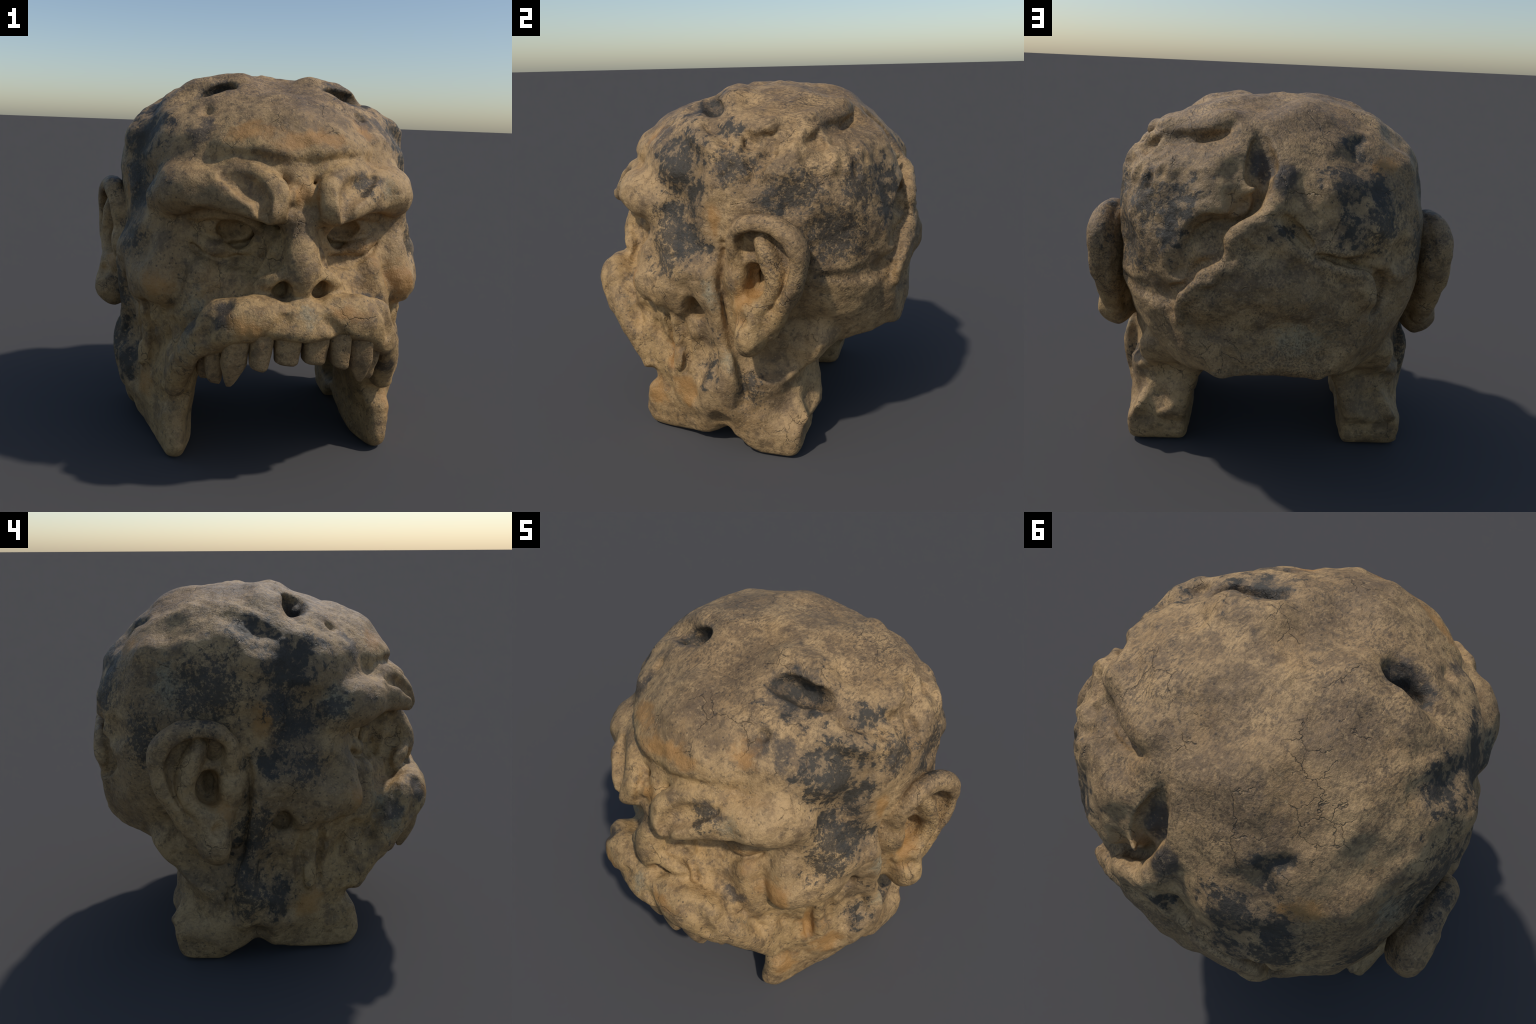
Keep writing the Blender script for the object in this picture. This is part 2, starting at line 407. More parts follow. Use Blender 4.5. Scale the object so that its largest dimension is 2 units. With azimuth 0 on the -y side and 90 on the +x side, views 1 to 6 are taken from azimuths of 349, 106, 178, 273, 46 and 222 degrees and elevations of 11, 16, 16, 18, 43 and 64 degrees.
    f.tube([(-0.10, -0.925, 0.80, 0.035), (0, -0.935, 0.785, 0.045), (0.10, -0.925, 0.80, 0.035)], 0.04, mirror=False)
    f.stroke([(0.10, -0.96, 0.88, 0.02), (0.15, -0.97, 0.82, 0.025), (0.20, -0.96, 0.77, 0.02)], 0.012, 0.03, mirror=True)
    f.stroke([(0.36, -0.88, 0.93, 0.03), (0.40, -0.85, 0.86, 0.03), (0.42, -0.82, 0.78, 0.03)], 0.015, 0.04, mirror=True)
    f.tube([(0, -0.885, 0.74, 0.055), (0.20, -0.875, 0.73, 0.055), (0.33, -0.825, 0.69, 0.055), (0.42, -0.68, 0.62, 0.05), (0.46, -0.56, 0.55, 0.05)], 0.02)
    f.tube([(0.08, -0.93, 0.975, 0.03), (0.085, -0.85, 0.985, 0.042), (0.09, -0.78, 1.0, 0.03)], 0.02, True)
    f.stroke([(0.13, -0.74, 1.10, 0.02), (0.19, -0.73, 1.0, 0.025), (0.23, -0.74, 0.94, 0.02)], 0.02, 0.03, mirror=True)
    # --- side of the jaw: hole under the arch, muscle strands, hollow
    f.stroke([(0.67, -0.36, 0.80, 0.05), (0.65, -0.42, 0.74, 0.06), (0.63, -0.45, 0.66, 0.05)], 0.02, 0.06, mirror=True)
    f.tube([(0.88, -0.16, 0.86, 0.045), (0.80, -0.15, 0.85, 0.05), (0.70, -0.12, 0.84, 0.05)], 0.05, True)
    f.stroke([(0.76, -0.17, 0.60, 0.06), (0.76, -0.16, 0.45, 0.08), (0.74, -0.18, 0.33, 0.06)], 0.025, 0.05, mirror=True)
    f.stroke([(0.84, -0.01, 1.0, 0.05), (0.83, 0.0, 0.85, 0.05), (0.81, 0.0, 0.70, 0.05), (0.82, 0.06, 0.55, 0.05), (0.81, 0.04, 0.40, 0.06), (0.80, 0.07, 0.28, 0.05)], 0.012, 0.06, cut=False, mirror=True)
    f.stroke([(0.85, 0.045, 1.22, 0.015), (0.84, 0.05, 1.0, 0.02), (0.83, 0.06, 0.80, 0.025), (0.83, 0.10, 0.66, 0.03)], 0.02, 0.02, mirror=True)
    f.stroke([(0.81, 0.13, 0.60, 0.03), (0.80, 0.14, 0.45, 0.035), (0.81, 0.14, 0.33, 0.03)], 0.025, 0.04, mirror=True)
    f.stroke([(0.76, 0.38, 0.75, 0.14), (0.74, 0.42, 0.60, 0.14)], 0.015, 0.12, mirror=True)
    f.stroke([(0.62, -0.50, 0.34, 0.03), (0.58, -0.54, 0.31, 0.04), (0.50, -0.55, 0.32, 0.03)], 0.025, 0.04, mirror=True)
    f.stroke([(0.56, -0.57, 0.24, 0.04), (0.53, -0.58, 0.12, 0.05)], 0.012, 0.04, cut=False, mirror=True)
    f.stroke([(0.60, 0.47, 0.30, 0.05), (0.68, 0.47, 0.20, 0.05)], 0.02, 0.05, mirror=True)
    # pocket that the ear sits in, ear canal
    f.ball((0.84, 0.21, 1.06), (0.14, 0.08, 0.09), 0.03, True)
    f.ball((0.89, 0.29, 1.10), (0.07, 0.17, 0.22), 0.05, True, turn=-12)


def back_of_skull(f):
    # lobe left of the ravine, ravine, broken plate over the occiput
    f.stroke([(0.25, 0.83, 1.61, 0.16), (0.30, 0.87, 1.50, 0.14)], 0.02, 0.10, cut=False)
    f.stroke([(-0.30, 0.84, 1.56, 0.14), (-0.40, 0.85, 1.40, 0.14)], 0.012, 0.10, cut=False)
    f.stroke([(0.09, 0.68, 1.82, 0.03), (0.06, 0.75, 1.75, 0.05), (0.045, 0.83, 1.66, 0.05), (0.05, 0.88, 1.56, 0.05), (0.11, 0.91, 1.475, 0.05),
              (0.21, 0.92, 1.43, 0.045), (0.33, 0.89, 1.41, 0.04), (0.39, 0.88, 1.34, 0.04), (0.40, 0.89, 1.22, 0.05)],
             [0.02, 0.06, 0.08, 0.08, 0.075, 0.065, 0.05, 0.04, 0.02], 0.025)
    f.stroke([(0.28, 0.92, 1.32, 0.07), (0.33, 0.91, 1.25, 0.06)], 0.02, 0.05)
    f.stroke([(0.02, 0.90, 1.53, 0.03), (0.08, 0.92, 1.475, 0.035), (0.17, 0.93, 1.42, 0.04), (0.185, 0.94, 1.35, 0.04), (0.17, 0.95, 1.27, 0.04), (0.25, 0.95, 1.225, 0.035),
              (0.33, 0.93, 1.18, 0.04), (0.35, 0.93, 1.12, 0.04), (0.43, 0.90, 1.06, 0.04), (0.43, 0.89, 0.98, 0.03)], 0.034, 0.015, cut=False)
    f.stroke([(0.05, 0.96, 1.36, 0.2), (0.10, 0.98, 1.20, 0.25)], 0.02, 0.08, cut=False)
    f.stroke([(-0.05, 0.92, 1.47, 0.025), (-0.115, 0.93, 1.41, 0.055), (-0.18, 0.94, 1.34, 0.03)], [0.03, 0.06, 0.03], 0.03)
    f.stroke([(-0.03, 0.86, 1.62, 0.06), (-0.03, 0.89, 1.54, 0.05)], 0.015, 0.04, cut=False)
    f.stroke([(-0.20, 0.95, 1.30, 0.02), (-0.31, 0.93, 1.27, 0.03), (-0.41, 0.90, 1.25, 0.045), (-0.50, 0.86, 1.21, 0.06), (-0.54, 0.83, 1.12, 0.07), (-0.51, 0.85, 1.02, 0.05)],
             [0.02, 0.045, 0.05, 0.055, 0.06, 0.02], 0.025)
    f.stroke([(-0.42, 0.90, 1.19, 0.05), (-0.45, 0.89, 1.10, 0.05)], 0.02, 0.04, cut=False)
    f.stroke([(0.76, 0.57, 1.06, 0.02), (0.69, 0.68, 1.05, 0.03), (0.58, 0.79, 1.04, 0.03), (0.48, 0.87, 1.06, 0.03)], 0.018, 0.03)
    f.pit((0.29, 0.94, 0.96), 0.12, 0.02, 0.08)
    f.pit((0.45, 0.88, 1.20), 0.08, 0.02, 0.06)
    f.stroke([(0.44, 0.88, 0.92, 0.04), (0.38, 0.90, 0.80, 0.05), (0.25, 0.93, 0.66, 0.05)], 0.012, 0.05, cut=False)
    f.stroke([(-0.46, 0.87, 0.95, 0.05), (-0.40, 0.89, 0.80, 0.06), (-0.25, 0.93, 0.66, 0.05)], 0.012, 0.05, cut=False)


def settle(f):
    """Last swellings and dents over the carved details."""
    for c, r, a in [((0.66, 0.57, 1.71), 0.16, -0.04), ((0.15, 0.88, 1.50), 0.11, -0.03), ((0.18, 0.85, 1.66), 0.12, -0.035), ((0.30, 0.90, 1.38), 0.12, -0.035),
                    ((-0.19, 0.91, 1.48), 0.15, -0.03), ((0.04, 0.98, 1.33), 0.13, -0.03), ((-0.08, 0.95, 1.09), 0.16, 0.045), ((0.30, 0.92, 1.02), 0.13, 0.04),
                    ((-0.50, 0.82, 1.22), 0.07, 0.03), ((-0.60, 0.78, 1.04), 0.17, -0.035), ((0.59, 0.80, 1.10), 0.16, -0.025), ((0.74, 0.61, 1.26), 0.18, -0.03),
                    ((-0.63, 0.76, 1.27), 0.13, -0.03), ((0.56, 0.30, 1.87), 0.22, -0.02), ((0.45, 0.13, 1.90), 0.10, -0.02), ((-0.63, 0.44, 1.79), 0.14, -0.03),
                    ((-0.78, 0.18, 1.68), 0.15, -0.02), ((0.81, 0.08, 1.64), 0.16, -0.02), ((-0.58, -0.27, 1.70), 0.14, 0.03), ((0.0, -0.59, 1.74), 0.2, 0.022),
                    ((0.0, -0.74, 1.60), 0.12, -0.025), ((-0.10, 0.93, 1.23), 0.08, -0.02), ((0.38, 0.19, 1.95), 0.24, -0.022), ((-0.06, -0.37, 1.86), 0.16, 0.022), ((0.19, -0.61, 1.71), 0.12, 0.018),
                    ((0.80, 0.42, 1.45), 0.12, -0.035), ((0.68, 0.68, 1.40), 0.12, 0.02), ((0.63, 0.04, 1.74), 0.10, 0.03), ((-0.12, 0.87, 1.40), 0.08, 0.03),
                    ((-0.48, 0.87, 1.32), 0.10, -0.025), ((0.49, 0.84, 1.05), 0.12, -0.03), ((0.18, 0.87, 1.55), 0.09, -0.02), ((-0.36, 0.88, 1.53), 0.12, -0.018),
                    ((-0.64, 0.58, 1.69), 0.14, 0.022), ((-0.76, 0.0, 1.68), 0.16, 0.022), ((-0.36, 0.47, 1.91), 0.18, -0.018), ((-0.51, 0.79, 1.16), 0.06, 0.03),
                    ((0.07, 0.31, 1.96), 0.16, 0.015), ((-0.25, -0.17, 1.84), 0.06, 0.02), ((-0.64, 0.76, 1.26), 0.10, -0.025), ((0.12, 0.22, 1.95), 0.22, 0.02), ((0.15, -0.07, 1.95), 0.16, 0.012), ((-0.05, 0.05, 1.99), 0.2, -0.008)]:
        f.push(c, r, a)
    for c, r, a in [((0.82, -0.08, 0.56), 0.17, -0.05), ((0.75, -0.29, 0.90), 0.17, 0.045), ((0.57, -0.57, 0.69), 0.12, -0.035), ((0.27, -0.60, 1.14), 0.12, -0.03),
                    ((0.60, 0.48, 0.65), 0.18, 0.05), ((0.66, 0.46, 0.36), 0.18, -0.045), ((0.78, 0.21, 0.51), 0.13, -0.04),
                    ((0.70, -0.26, 0.50), 0.09, 0.035), ((0.74, -0.14, 0.78), 0.12, -0.025), ((0.23, -0.66, 0.97), 0.10, 0.02), ((0.41, -0.77, 0.90), 0.10, 0.02),
                    ((0.63, -0.46, 1.10), 0.12, 0.025), ((0.81, 0.39, 1.17), 0.14, -0.04), ((0.72, -0.22, 1.30), 0.16, -0.02), ((0.65, -0.33, 0.75), 0.10, 0.05), ((0.65, -0.33, 0.62), 0.08, 0.035), ((0.56, -0.52, 0.72), 0.07, -0.025),
                    ((0.69, -0.24, 0.58), 0.06, -0.02), ((0.66, -0.26, 1.59), 0.16, 0.022), ((0.65, -0.41, 0.30), 0.12, -0.03), ((0.77, 0.34, 0.27), 0.10, -0.03),
                    ((0.79, 0.38, 1.10), 0.14, -0.03), ((0.69, 0.44, 0.69), 0.08, -0.02), ((0.74, 0.31, 0.44), 0.10, 0.035), ((0.77, 0.18, 0.60), 0.10, -0.03),
                    ((0.79, -0.03, 0.56), 0.13, -0.035), ((0.80, 0.0, 0.20), 0.09, -0.04), ((0.58, -0.42, 0.62), 0.08, -0.02), ((0.31, -0.61, 1.06), 0.12, -0.02),
                    ((0.77, 0.43, 0.23), 0.08, -0.02), ((0.05, -0.77, 1.41), 0.06, 0.025), ((0.70, -0.38, 1.09), 0.12, -0.02), ((0.24, -0.60, 1.12), 0.10, -0.02), ((0.78, -0.02, 0.13), 0.11, -0.035), ((0.73, -0.36, 0.86), 0.06, 0.02)]:
        f.push(c, r, a, True)


def cords(f):
    """Tendons of the jaw and the crease in front of the ear."""
    f.stroke([(0.69, -0.34, 0.78, 0.02), (0.68, -0.34, 0.65, 0.03), (0.67, -0.34, 0.52, 0.028), (0.67, -0.32, 0.41, 0.015)], [0.02, 0.04, 0.035, 0.01], 0.02, mirror=True)
    f.stroke([(0.73, -0.25, 0.76, 0.02), (0.73, -0.22, 0.65, 0.028), (0.73, -0.21, 0.54, 0.025), (0.72, -0.23, 0.44, 0.015)], [0.02, 0.035, 0.03, 0.01], 0.02, mirror=True)
    f.stroke(W([(0.71, -0.29, 0.74), (0.69, -0.28, 0.60), (0.70, -0.27, 0.47)], 0.022), 0.012, 0.02, cut=False, mirror=True)
    f.stroke(W([(0.62, -0.42, 0.80), (0.61, -0.42, 0.62), (0.60, -0.43, 0.46)], 0.03), 0.012, 0.03, cut=False, mirror=True)
    f.stroke([(0.77, -0.10, 0.68, 0.04), (0.76, -0.11, 0.56, 0.06), (0.77, -0.12, 0.44, 0.05)], [0.01, 0.022, 0.015], 0.04, mirror=True)
    f.stroke(W([(0.83, 0.01, 0.95), (0.82, 0.02, 0.80), (0.81, 0.02, 0.66), (0.80, 0.03, 0.52)], 0.03), 0.012, 0.03, cut=False, mirror=True)
    f.stroke([(0.80, 0.05, 1.18, 0.012), (0.80, 0.05, 1.05, 0.016), (0.81, 0.06, 0.88, 0.02), (0.79, 0.10, 0.68, 0.025), (0.80, 0.13, 0.49, 0.025), (0.80, 0.15, 0.37, 0.015)], 0.018, 0.02, mirror=True)
    f.stroke(W([(0.80, 0.22, 0.46), (0.76, 0.36, 0.47), (0.70, 0.46, 0.46)], 0.025), 0.010, 0.02, cut=False, mirror=True)


def broken_plates(f):
    """Sharp edges of the broken plates on the back and the cleft between them."""
    f.stroke([(0.10, 0.70, 1.79, 0.02), (0.08, 0.76, 1.73, 0.035), (0.07, 0.82, 1.64, 0.035), (0.075, 0.85, 1.55, 0.03), (0.13, 0.87, 1.47, 0.03), (0.23, 0.88, 1.425, 0.028),
              (0.33, 0.86, 1.40, 0.025), (0.39, 0.85, 1.33, 0.02)], [0.015, 0.04, 0.045, 0.04, 0.04, 0.03, 0.025, 0.01], 0.012)
    f.stroke(W([(0.27, 0.90, 1.40), (0.25, 0.90, 1.34), (0.235, 0.92, 1.28), (0.30, 0.92, 1.26), (0.38, 0.90, 1.21), (0.40, 0.90, 1.14), (0.48, 0.86, 1.09)], 0.022), 0.018, 0.012)
    f.stroke(W([(0.02, 0.93, 1.50), (0.11, 0.93, 1.43), (0.185, 0.93, 1.38), (0.19, 0.94, 1.29), (0.27, 0.94, 1.20), (0.34, 0.93, 1.14), (0.42, 0.90, 1.05), (0.43, 0.89, 0.97)], 0.025), 0.012, 0.012, cut=False)
    f.stroke([(-0.05, 0.91, 1.47, 0.015), (-0.10, 0.91, 1.42, 0.03), (-0.16, 0.92, 1.36, 0.02)], [0.01, 0.035, 0.02], 0.012)
    f.stroke([(-0.20, 0.93, 1.30, 0.012), (-0.31, 0.91, 1.27, 0.02), (-0.41, 0.88, 1.25, 0.022), (-0.48, 0.85, 1.22, 0.02)], [0.01, 0.025, 0.03, 0.015], 0.012)
    f.stroke([(-0.50, 0.83, 1.20, 0.02), (-0.54, 0.80, 1.13, 0.035), (-0.53, 0.81, 1.05, 0.03), (-0.47, 0.85, 0.98, 0.015)], [0.015, 0.035, 0.03, 0.01], 0.015)
    f.stroke(W([(-0.22, 0.94, 1.26), (-0.36, 0.91, 1.215), (-0.45, 0.87, 1.17), (-0.47, 0.86, 1.07)], 0.03), 0.014, 0.02, cut=False)
    f.stroke(W([(0.30, 0.60, 1.84), (0.42, 0.55, 1.82), (0.54, 0.48, 1.79), (0.63, 0.44, 1.74)], 0.03), 0.014, 0.02, cut=False)
    f.stroke([(0.24, 0.64, 1.82, 0.012), (0.33, 0.63, 1.795, 0.025), (0.44, 0.59, 1.775, 0.02), (0.55, 0.53, 1.75, 0.02)], [0.01, 0.025, 0.018, 0.01], 0.015)
    # jagged lower rim of the skull
    f.stroke(W([(0.18, 0.60, 0.52), (0.17, 0.70, 0.585)], 0.035), 0.02, 0.03, cut=False, mirror=True)


def neck(f):
    f.tube([(0.47, 0.41, 0.28, 0.05), (0.45, 0.42, 0.42, 0.05), (0.41, 0.44, 0.53, 0.05), (0.35, 0.48, 0.61, 0.045)], 0.04)


def hollow(f):
    # mouth passage between the jaw walls, and the hollow inside
    sl = f.window((-0.6, -1.1, -0.05), (0.6, 0.7, 0.85))
    x, y, z = f.grid(sl)
    roof = smooth_curve(f.ax[1][sl[1]], [-1.0, -0.8, -0.6, 0.2, 0.5], [0.76, 0.76, 0.70, 0.62, 0.40])[None, :, None]
    wall = smooth_curve(f.ax[1][sl[1]], [-0.6, -0.5, -0.3, -0.1, 0.4], [0.505, 0.48, 0.435, 0.425, 0.435])[None, :, None] - 0.05 * np.clip((z - 0.2) / 0.25, 0, 1)
    d = np.maximum(np.abs(x) - wall, z - roof + 0.5 * np.maximum(np.abs(x) - 0.2, 0))
    f._merge(sl, (d + 0 * x).astype(np.float32), 0.06, True)
    f.ball((0, 0.12, 0.95), (0.60, 0.45, 0.60), 0.05, True, mirror=False)
    f.ball((0.45, 0.14, 0.52), (0.24, 0.26, 0.37), 0.05, True)


def normals_of(v, q):
    n = np.zeros_like(v)
    fn = np.cross(v[q[:, 2]] - v[q[:, 0]], v[q[:, 3]] - v[q[:, 1]])
    for i in range(4):
        np.add.at(n, q[:, i], fn)
    return n / (np.linalg.norm(n, axis=1, keepdims=True) + 1e-12)


def weather(v, q, amount=1.0):
    """Uneven hand-carved and eroded surface: wandering edges, chips and dents."""
    wander = 0.0065 * np.stack([value_noise(v, 7, 11 + s) for s in range(3)], 1)
    wander += 0.004 * np.stack([value_noise(v, 17, 21 + s) for s in range(3)], 1)
    keep = np.clip(v[:, 2:] / 0.06, 0, 1)           # the feet stay on the ground
    v = v + amount * wander * keep
    n = normals_of(v, q)
    patch = np.clip(0.5 + 1.5 * value_noise(v, 2.5, 51), 0, 1)     # some areas rough, others worn smooth
    chips = 0.005 * value_noise(v, 6, 30) + patch * (0.0035 * value_noise(v, 13, 31) + 0.002 * value_noise(v, 30, 32))
    fold = 1 - np.abs(value_noise(v * [1, 1, 1.3], 6.5, 61))
    where = (np.exp(-((v - [0.66, 0.32, 1.72]) ** 2).sum(1) / 0.09) * 1.6 + np.exp(-((v - [0.1, 0.95, 1.2]) ** 2).sum(1) / 0.16)
             + 0.25)
    chips += where * 0.014 * (fold - 0.75)
    return v + amount * keep * chips[:, None] * n


# ------------------------------------------------------------------ the ears
EAR_O, EAR_S, EAR_N = np.array([0.825, 0.075, 0.0]), np.array([0.19, 0.982, 0.0]), np.array([0.982, -0.19, 0.0])


def ear_field():
    """Local frame: s backwards along the ear, n outwards, z up."""
    f = Field((-0.14, -0.26, 0.58), (0.58, 0.16, 1.48), EAR_RES)
    add = lambda p, **kw: f.tube([(s, n, z, r) for s, z, n, r in p], mirror=False, **kw)
    # body plate
    f.ball((0.20, -0.05, 1.13), (0.25, 0.06, 0.27), 0.03, mirror=False)
    f.ball((0.0, -0.10, 1.0), (0.12, 0.09, 0.32), 0.06, mirror=False)
    add([(0.20, 0.98, -0.01, 0.07), (0.15, 0.86, 0.0, 0.09), (0.13, 0.76, 0.01, 0.095), (0.11, 0.71, 0.0, 0.07)], k=0.08)
    f.ball((0.02, -0.07, 1.24), (0.06, 0.09, 0.12), 0.04, mirror=False)
    # helix
    add([(0.07, 1.13, -0.03, 0.03), (0.025, 1.20, 0.0, 0.045), (0.035, 1.30, 0.015, 0.05), (0.12, 1.365, 0.025, 0.055),
         (0.236, 1.375, 0.02, 0.055), (0.34, 1.345, 0.02, 0.06), (0.41, 1.275, 0.015, 0.065), (0.425, 1.17, 0.01, 0.06),
         (0.405, 1.08, 0.005, 0.055), (0.36, 1.0, -0.005, 0.055), (0.29, 0.90, -0.01, 0.06), (0.24, 0.80, -0.02, 0.05)], k=0.03)
    # concha, fossa, scapha
    f.ball((0.15, 0.03, 1.06), (0.095, 0.15, 0.105), 0.03, True, mirror=False)
    f.ball((0.12, 0.03, 1.26), (0.055, 0.10, 0.055), 0.03, True, mirror=False)
    add([(0.18, 1.31, 0.03, 0.035), (0.29, 1.285, 0.03, 0.04), (0.35, 1.22, 0.03, 0.035), (0.355, 1.12, 0.03, 0.025),
         (0.325, 1.03, 0.03, 0.022), (0.265, 0.95, 0.03, 0.022)], k=0.03, cut=True)
    # antihelix and tragus
    add([(0.205, 1.28, -0.005, 0.055), (0.25, 1.19, 0.01, 0.058), (0.285, 1.08, 0.012, 0.05), (0.265, 1.0, 0.012, 0.045),
         (0.205, 0.945, 0.012, 0.04), (0.12, 0.92, 0.01, 0.04), (0.05, 0.92, 0.0, 0.035)], k=0.03)
    f.ball((0.03, -0.02, 1.06), (0.055, 0.055, 0.09), 0.06, mirror=False)
    f.ball((0.095, 0.075, 0.865), (0.05, 0.03, 0.03), 0.04, True, mirror=False)
    v, q = f.surface()
    lean = v[:, 1:2] + 0.05 * (0.98 - v[:, 2:]) + 0.012
    v = np.stack([0.2 + (v[:, 0] - 0.2) * 0.93, v[:, 1], 0.66 + (v[:, 2] - 0.66) * 0.965], 1)
    return EAR_O + (0.02 + 0.94 * v[:, :1]) * EAR_S + lean * EAR_N + v[:, 2:] * [0, 0, 1], q


# ------------------------------------------------------------------ the teeth
# x, y, bottom z, width, depth, pointedness, lean of the tip (x)
TEETH = [(0.066, -0.855, 0.643, 0.130, 0.12, 0.10, 0.0), (0.185, -0.85, 0.618, 0.112, 0.12, 0.22, 0.012),
         (0.296, -0.825, 0.514, 0.128, 0.13, 0.85, 0.025), (0.390, -0.735, 0.503, 0.10, 0.12, 0.3, -0.01),
         (0.43, -0.62, 0.487, 0.085, 0.12, 0.3, -0.01)]


def tooth(x, y, zb, w, dp, point, lean, side, rng):
    top, rings, seg = 0.80, 18, 28
    back = 0.012 if point < 0.25 else 0.05          # incisors stand upright, the others lean inwards
    t = np.linspace(0, 1, rings)
    v = []
    a = np.linspace(0, 2 * np.pi, seg, endpoint=False)
    cs, sn = np.sign(np.cos(a)) * np.abs(np.cos(a)) ** 0.6, np.sign(np.sin(a)) * np.abs(np.sin(a)) ** 0.6
    for u in t:
        taper = 1 - 0.12 * u - point * 0.75 * max(0, (u - 0.55) / 0.45) ** 1.3
        if u > 0.9:
            taper *= 1 - 0.25 * ((u - 0.9) / 0.1) ** 2
        z = top + (zb - top) * u
        slant = (0.03 if point < 0.5 else 0.0) * w * u ** 4
        v.append(np.stack([x + lean * u ** 2 + w / 2 * taper * cs, y - 0.03 + dp / 2 * taper * sn + back * u,
                           z + slant * 2 * cs * (-side if side else 1)], 1))
    v.append(np.array([[x + lean, y - 0.03 + back, zb - 0.004]]))
    v = np.vstack(v)
    v += 0.005 * np.stack([value_noise(v + 7 * s, 14, s + rng) for s in range(3)], 1)
    q = [(r * seg + i, r * seg + (i + 1) % seg, (r + 1) * seg + (i + 1) % seg, (r + 1) * seg + i)
         for r in range(rings - 1) for i in range(seg)]
    last = (rings - 1) * seg
    q += [(last + i, last + (i + 1) % seg, len(v) - 1, len(v) - 1) for i in range(seg)]
    v[:, 0] *= side
    q = np.array(q)
    return v, q[:, ::-1] if side > 0 else q


# ------------------------------------------------------------------ where the stains and darkened hollows sit
# centre x, y, z and the size across and up, in metres
SOOT_AND_HOLLOWS = [(-0.70, -0.14, 1.61, .13, .17), (-0.61, -0.23, 1.69, .09, .08), (-0.75, -0.09, 1.46, .08, .08), (-0.79, -0.05, 1.16, .09, .05),
        (-0.71, -0.21, 1.35, .04, .08), (-0.62, 0.06, 1.81, .12, .04), (-0.84, -0.08, 0.54, .07, .15), (-0.83, 0.06, 0.66, .04, .11),
        (0.67, -0.20, 1.60, .13, .17), (0.72, -0.14, 1.46, .09, .10), (0.62, -0.28, 1.66, .08, .08), (0.36, -0.12, 1.84, .12, .07), (-0.31, -0.13, 1.84, .09, .07), (0.77, -0.13, 1.21, .10, .08), (0.83, -0.08, 0.56, .06, .13),
        (0.82, 0.31, 1.44, .08, .04), (0.48, 0.83, 1.48, .04, .16), (0.62, 0.07, 1.78, .08, .03),
        (0.69, -0.26, 1.35, .07, .06), (0.41, 0.85, 1.56, .06, .10), (0.49, 0.85, 1.36, .07, .07),
        (-0.35, 0.84, 1.64, .10, .08), (-0.49, 0.78, 1.61, .08, .11), (-0.37, 0.91, 1.45, .06, .10), (-0.38, 0.66, 1.76, .05, .06),
        (-0.06, 0.94, 1.41, .05, .03), (-0.80, -0.12, 0.42, .06, .12), (-0.66, 0.03, 1.78, .08, .06)]
SMUDGE_AND_HOLLOWS = [(0.40, -0.42, 1.73, .06, .09), (0.31, -0.68, 1.49, .09, .04), (0.41, -0.64, 0.88, .03, .03), (-0.42, -0.45, 1.68, .07, .08),
          (0.48, -0.38, 1.71, .05, .09), (-0.36, -0.88, 0.89, .04, .06), (0.50, -0.68, 0.54, .04, .09), (0.06, 0.76, 1.68, .05, .12),
          (0.33, -0.12, 1.86, .14, .08), (-0.31, -0.15, 1.86, .12, .08), (-0.04, 0.87, 1.63, .08, .09), (-0.50, -0.73, 0.80, .07, .10)]
SPECKLE = [(-0.82, 0.23, 1.53, .22, .22), (-0.76, 0.58, 1.28, .12, .18), (-0.76, -0.27, 1.13, .14, .10), (-0.68, -0.37, 1.42, .11, .08),
           (-0.85, 0.0, 0.82, .12, .18), (0.81, 0.13, 1.63, .18, .12), (0.79, 0.44, 1.50, .20, .13), (0.73, 0.62, 1.27, .20, .18),
           (0.74, -0.26, 1.22, .18, .20), (0.72, -0.30, 1.10, .13, .12), (0.61, 0.72, 1.52, .12, .17), (-0.51, 0.84, 1.44, .14, .16), (0.77, 0.16, 0.41, .09, .10),
           (-0.74, -0.14, 1.38, .10, .24), (0.32, -0.70, 1.44, .10, .05), (-0.83, 0.05, 0.45, .12, .20)]
EARTH = [(0.07, -0.10, 1.94, .16, .12), (0.09, 0.28, 1.98, .15, .12), (-0.29, 0.20, 1.97, .20, .14), (0.05, -0.49, 1.86, .27, .08), (-0.15, 0.56, 1.90, .25, .09),
         (0.2, -0.52, 1.76, .10, .06), (0.72, 0.62, 1.35, .28, .30), (0.80, 0.25, 1.60, .25, .15), (-0.80, 0.35, 1.45, .30, .25), (0.75, -0.15, 1.35, .15, .20),
         (-0.74, -0.2, 1.2, .16, .25), (0.0, -0.62, 1.70, .22, .10), (0.8, 0.3, 0.5, .15, .2), (-0.8, 0.1, 0.6, .25, .25), (0.0, 0.95, 1.15, .35, .15), (0.45, 0.6, 1.75, .2, .12)]
OCHRE = [(-0.25, -0.63, 1.68, .13, .05), (-0.22, -0.58, 1.73, .05, .06), (0.05, -0.66, 1.66, .20, .05), (0.01, -0.78, 1.43, .03, .05), (-0.65, -0.50, 0.95, .10, .08), (0.62, -0.54, 0.97, .10, .10),
         (-0.26, -0.95, 0.85, .09, .06), (0.65, -0.31, 0.55, .05, .12), (0.70, -0.22, 0.32, .10, .10), (0.81, 0.0, 1.34, .05, .09),
         (-0.79, -0.04, 1.36, .07, .10), (-0.70, -0.26, 0.33, .08, .08), (-0.53, 0.69, 1.69, .09, .06), (0.85, 0.2, 0.92, .10, .12),
         (0.36, -0.47, 1.70, .03, .09), (0.20, -0.94, 0.90, .10, .05), (-0.85, 0.2, 0.92, .08, .10), (0.45, -0.62, 1.12, .10, .06), (0.60, -0.45, 0.22, .08, .10)]
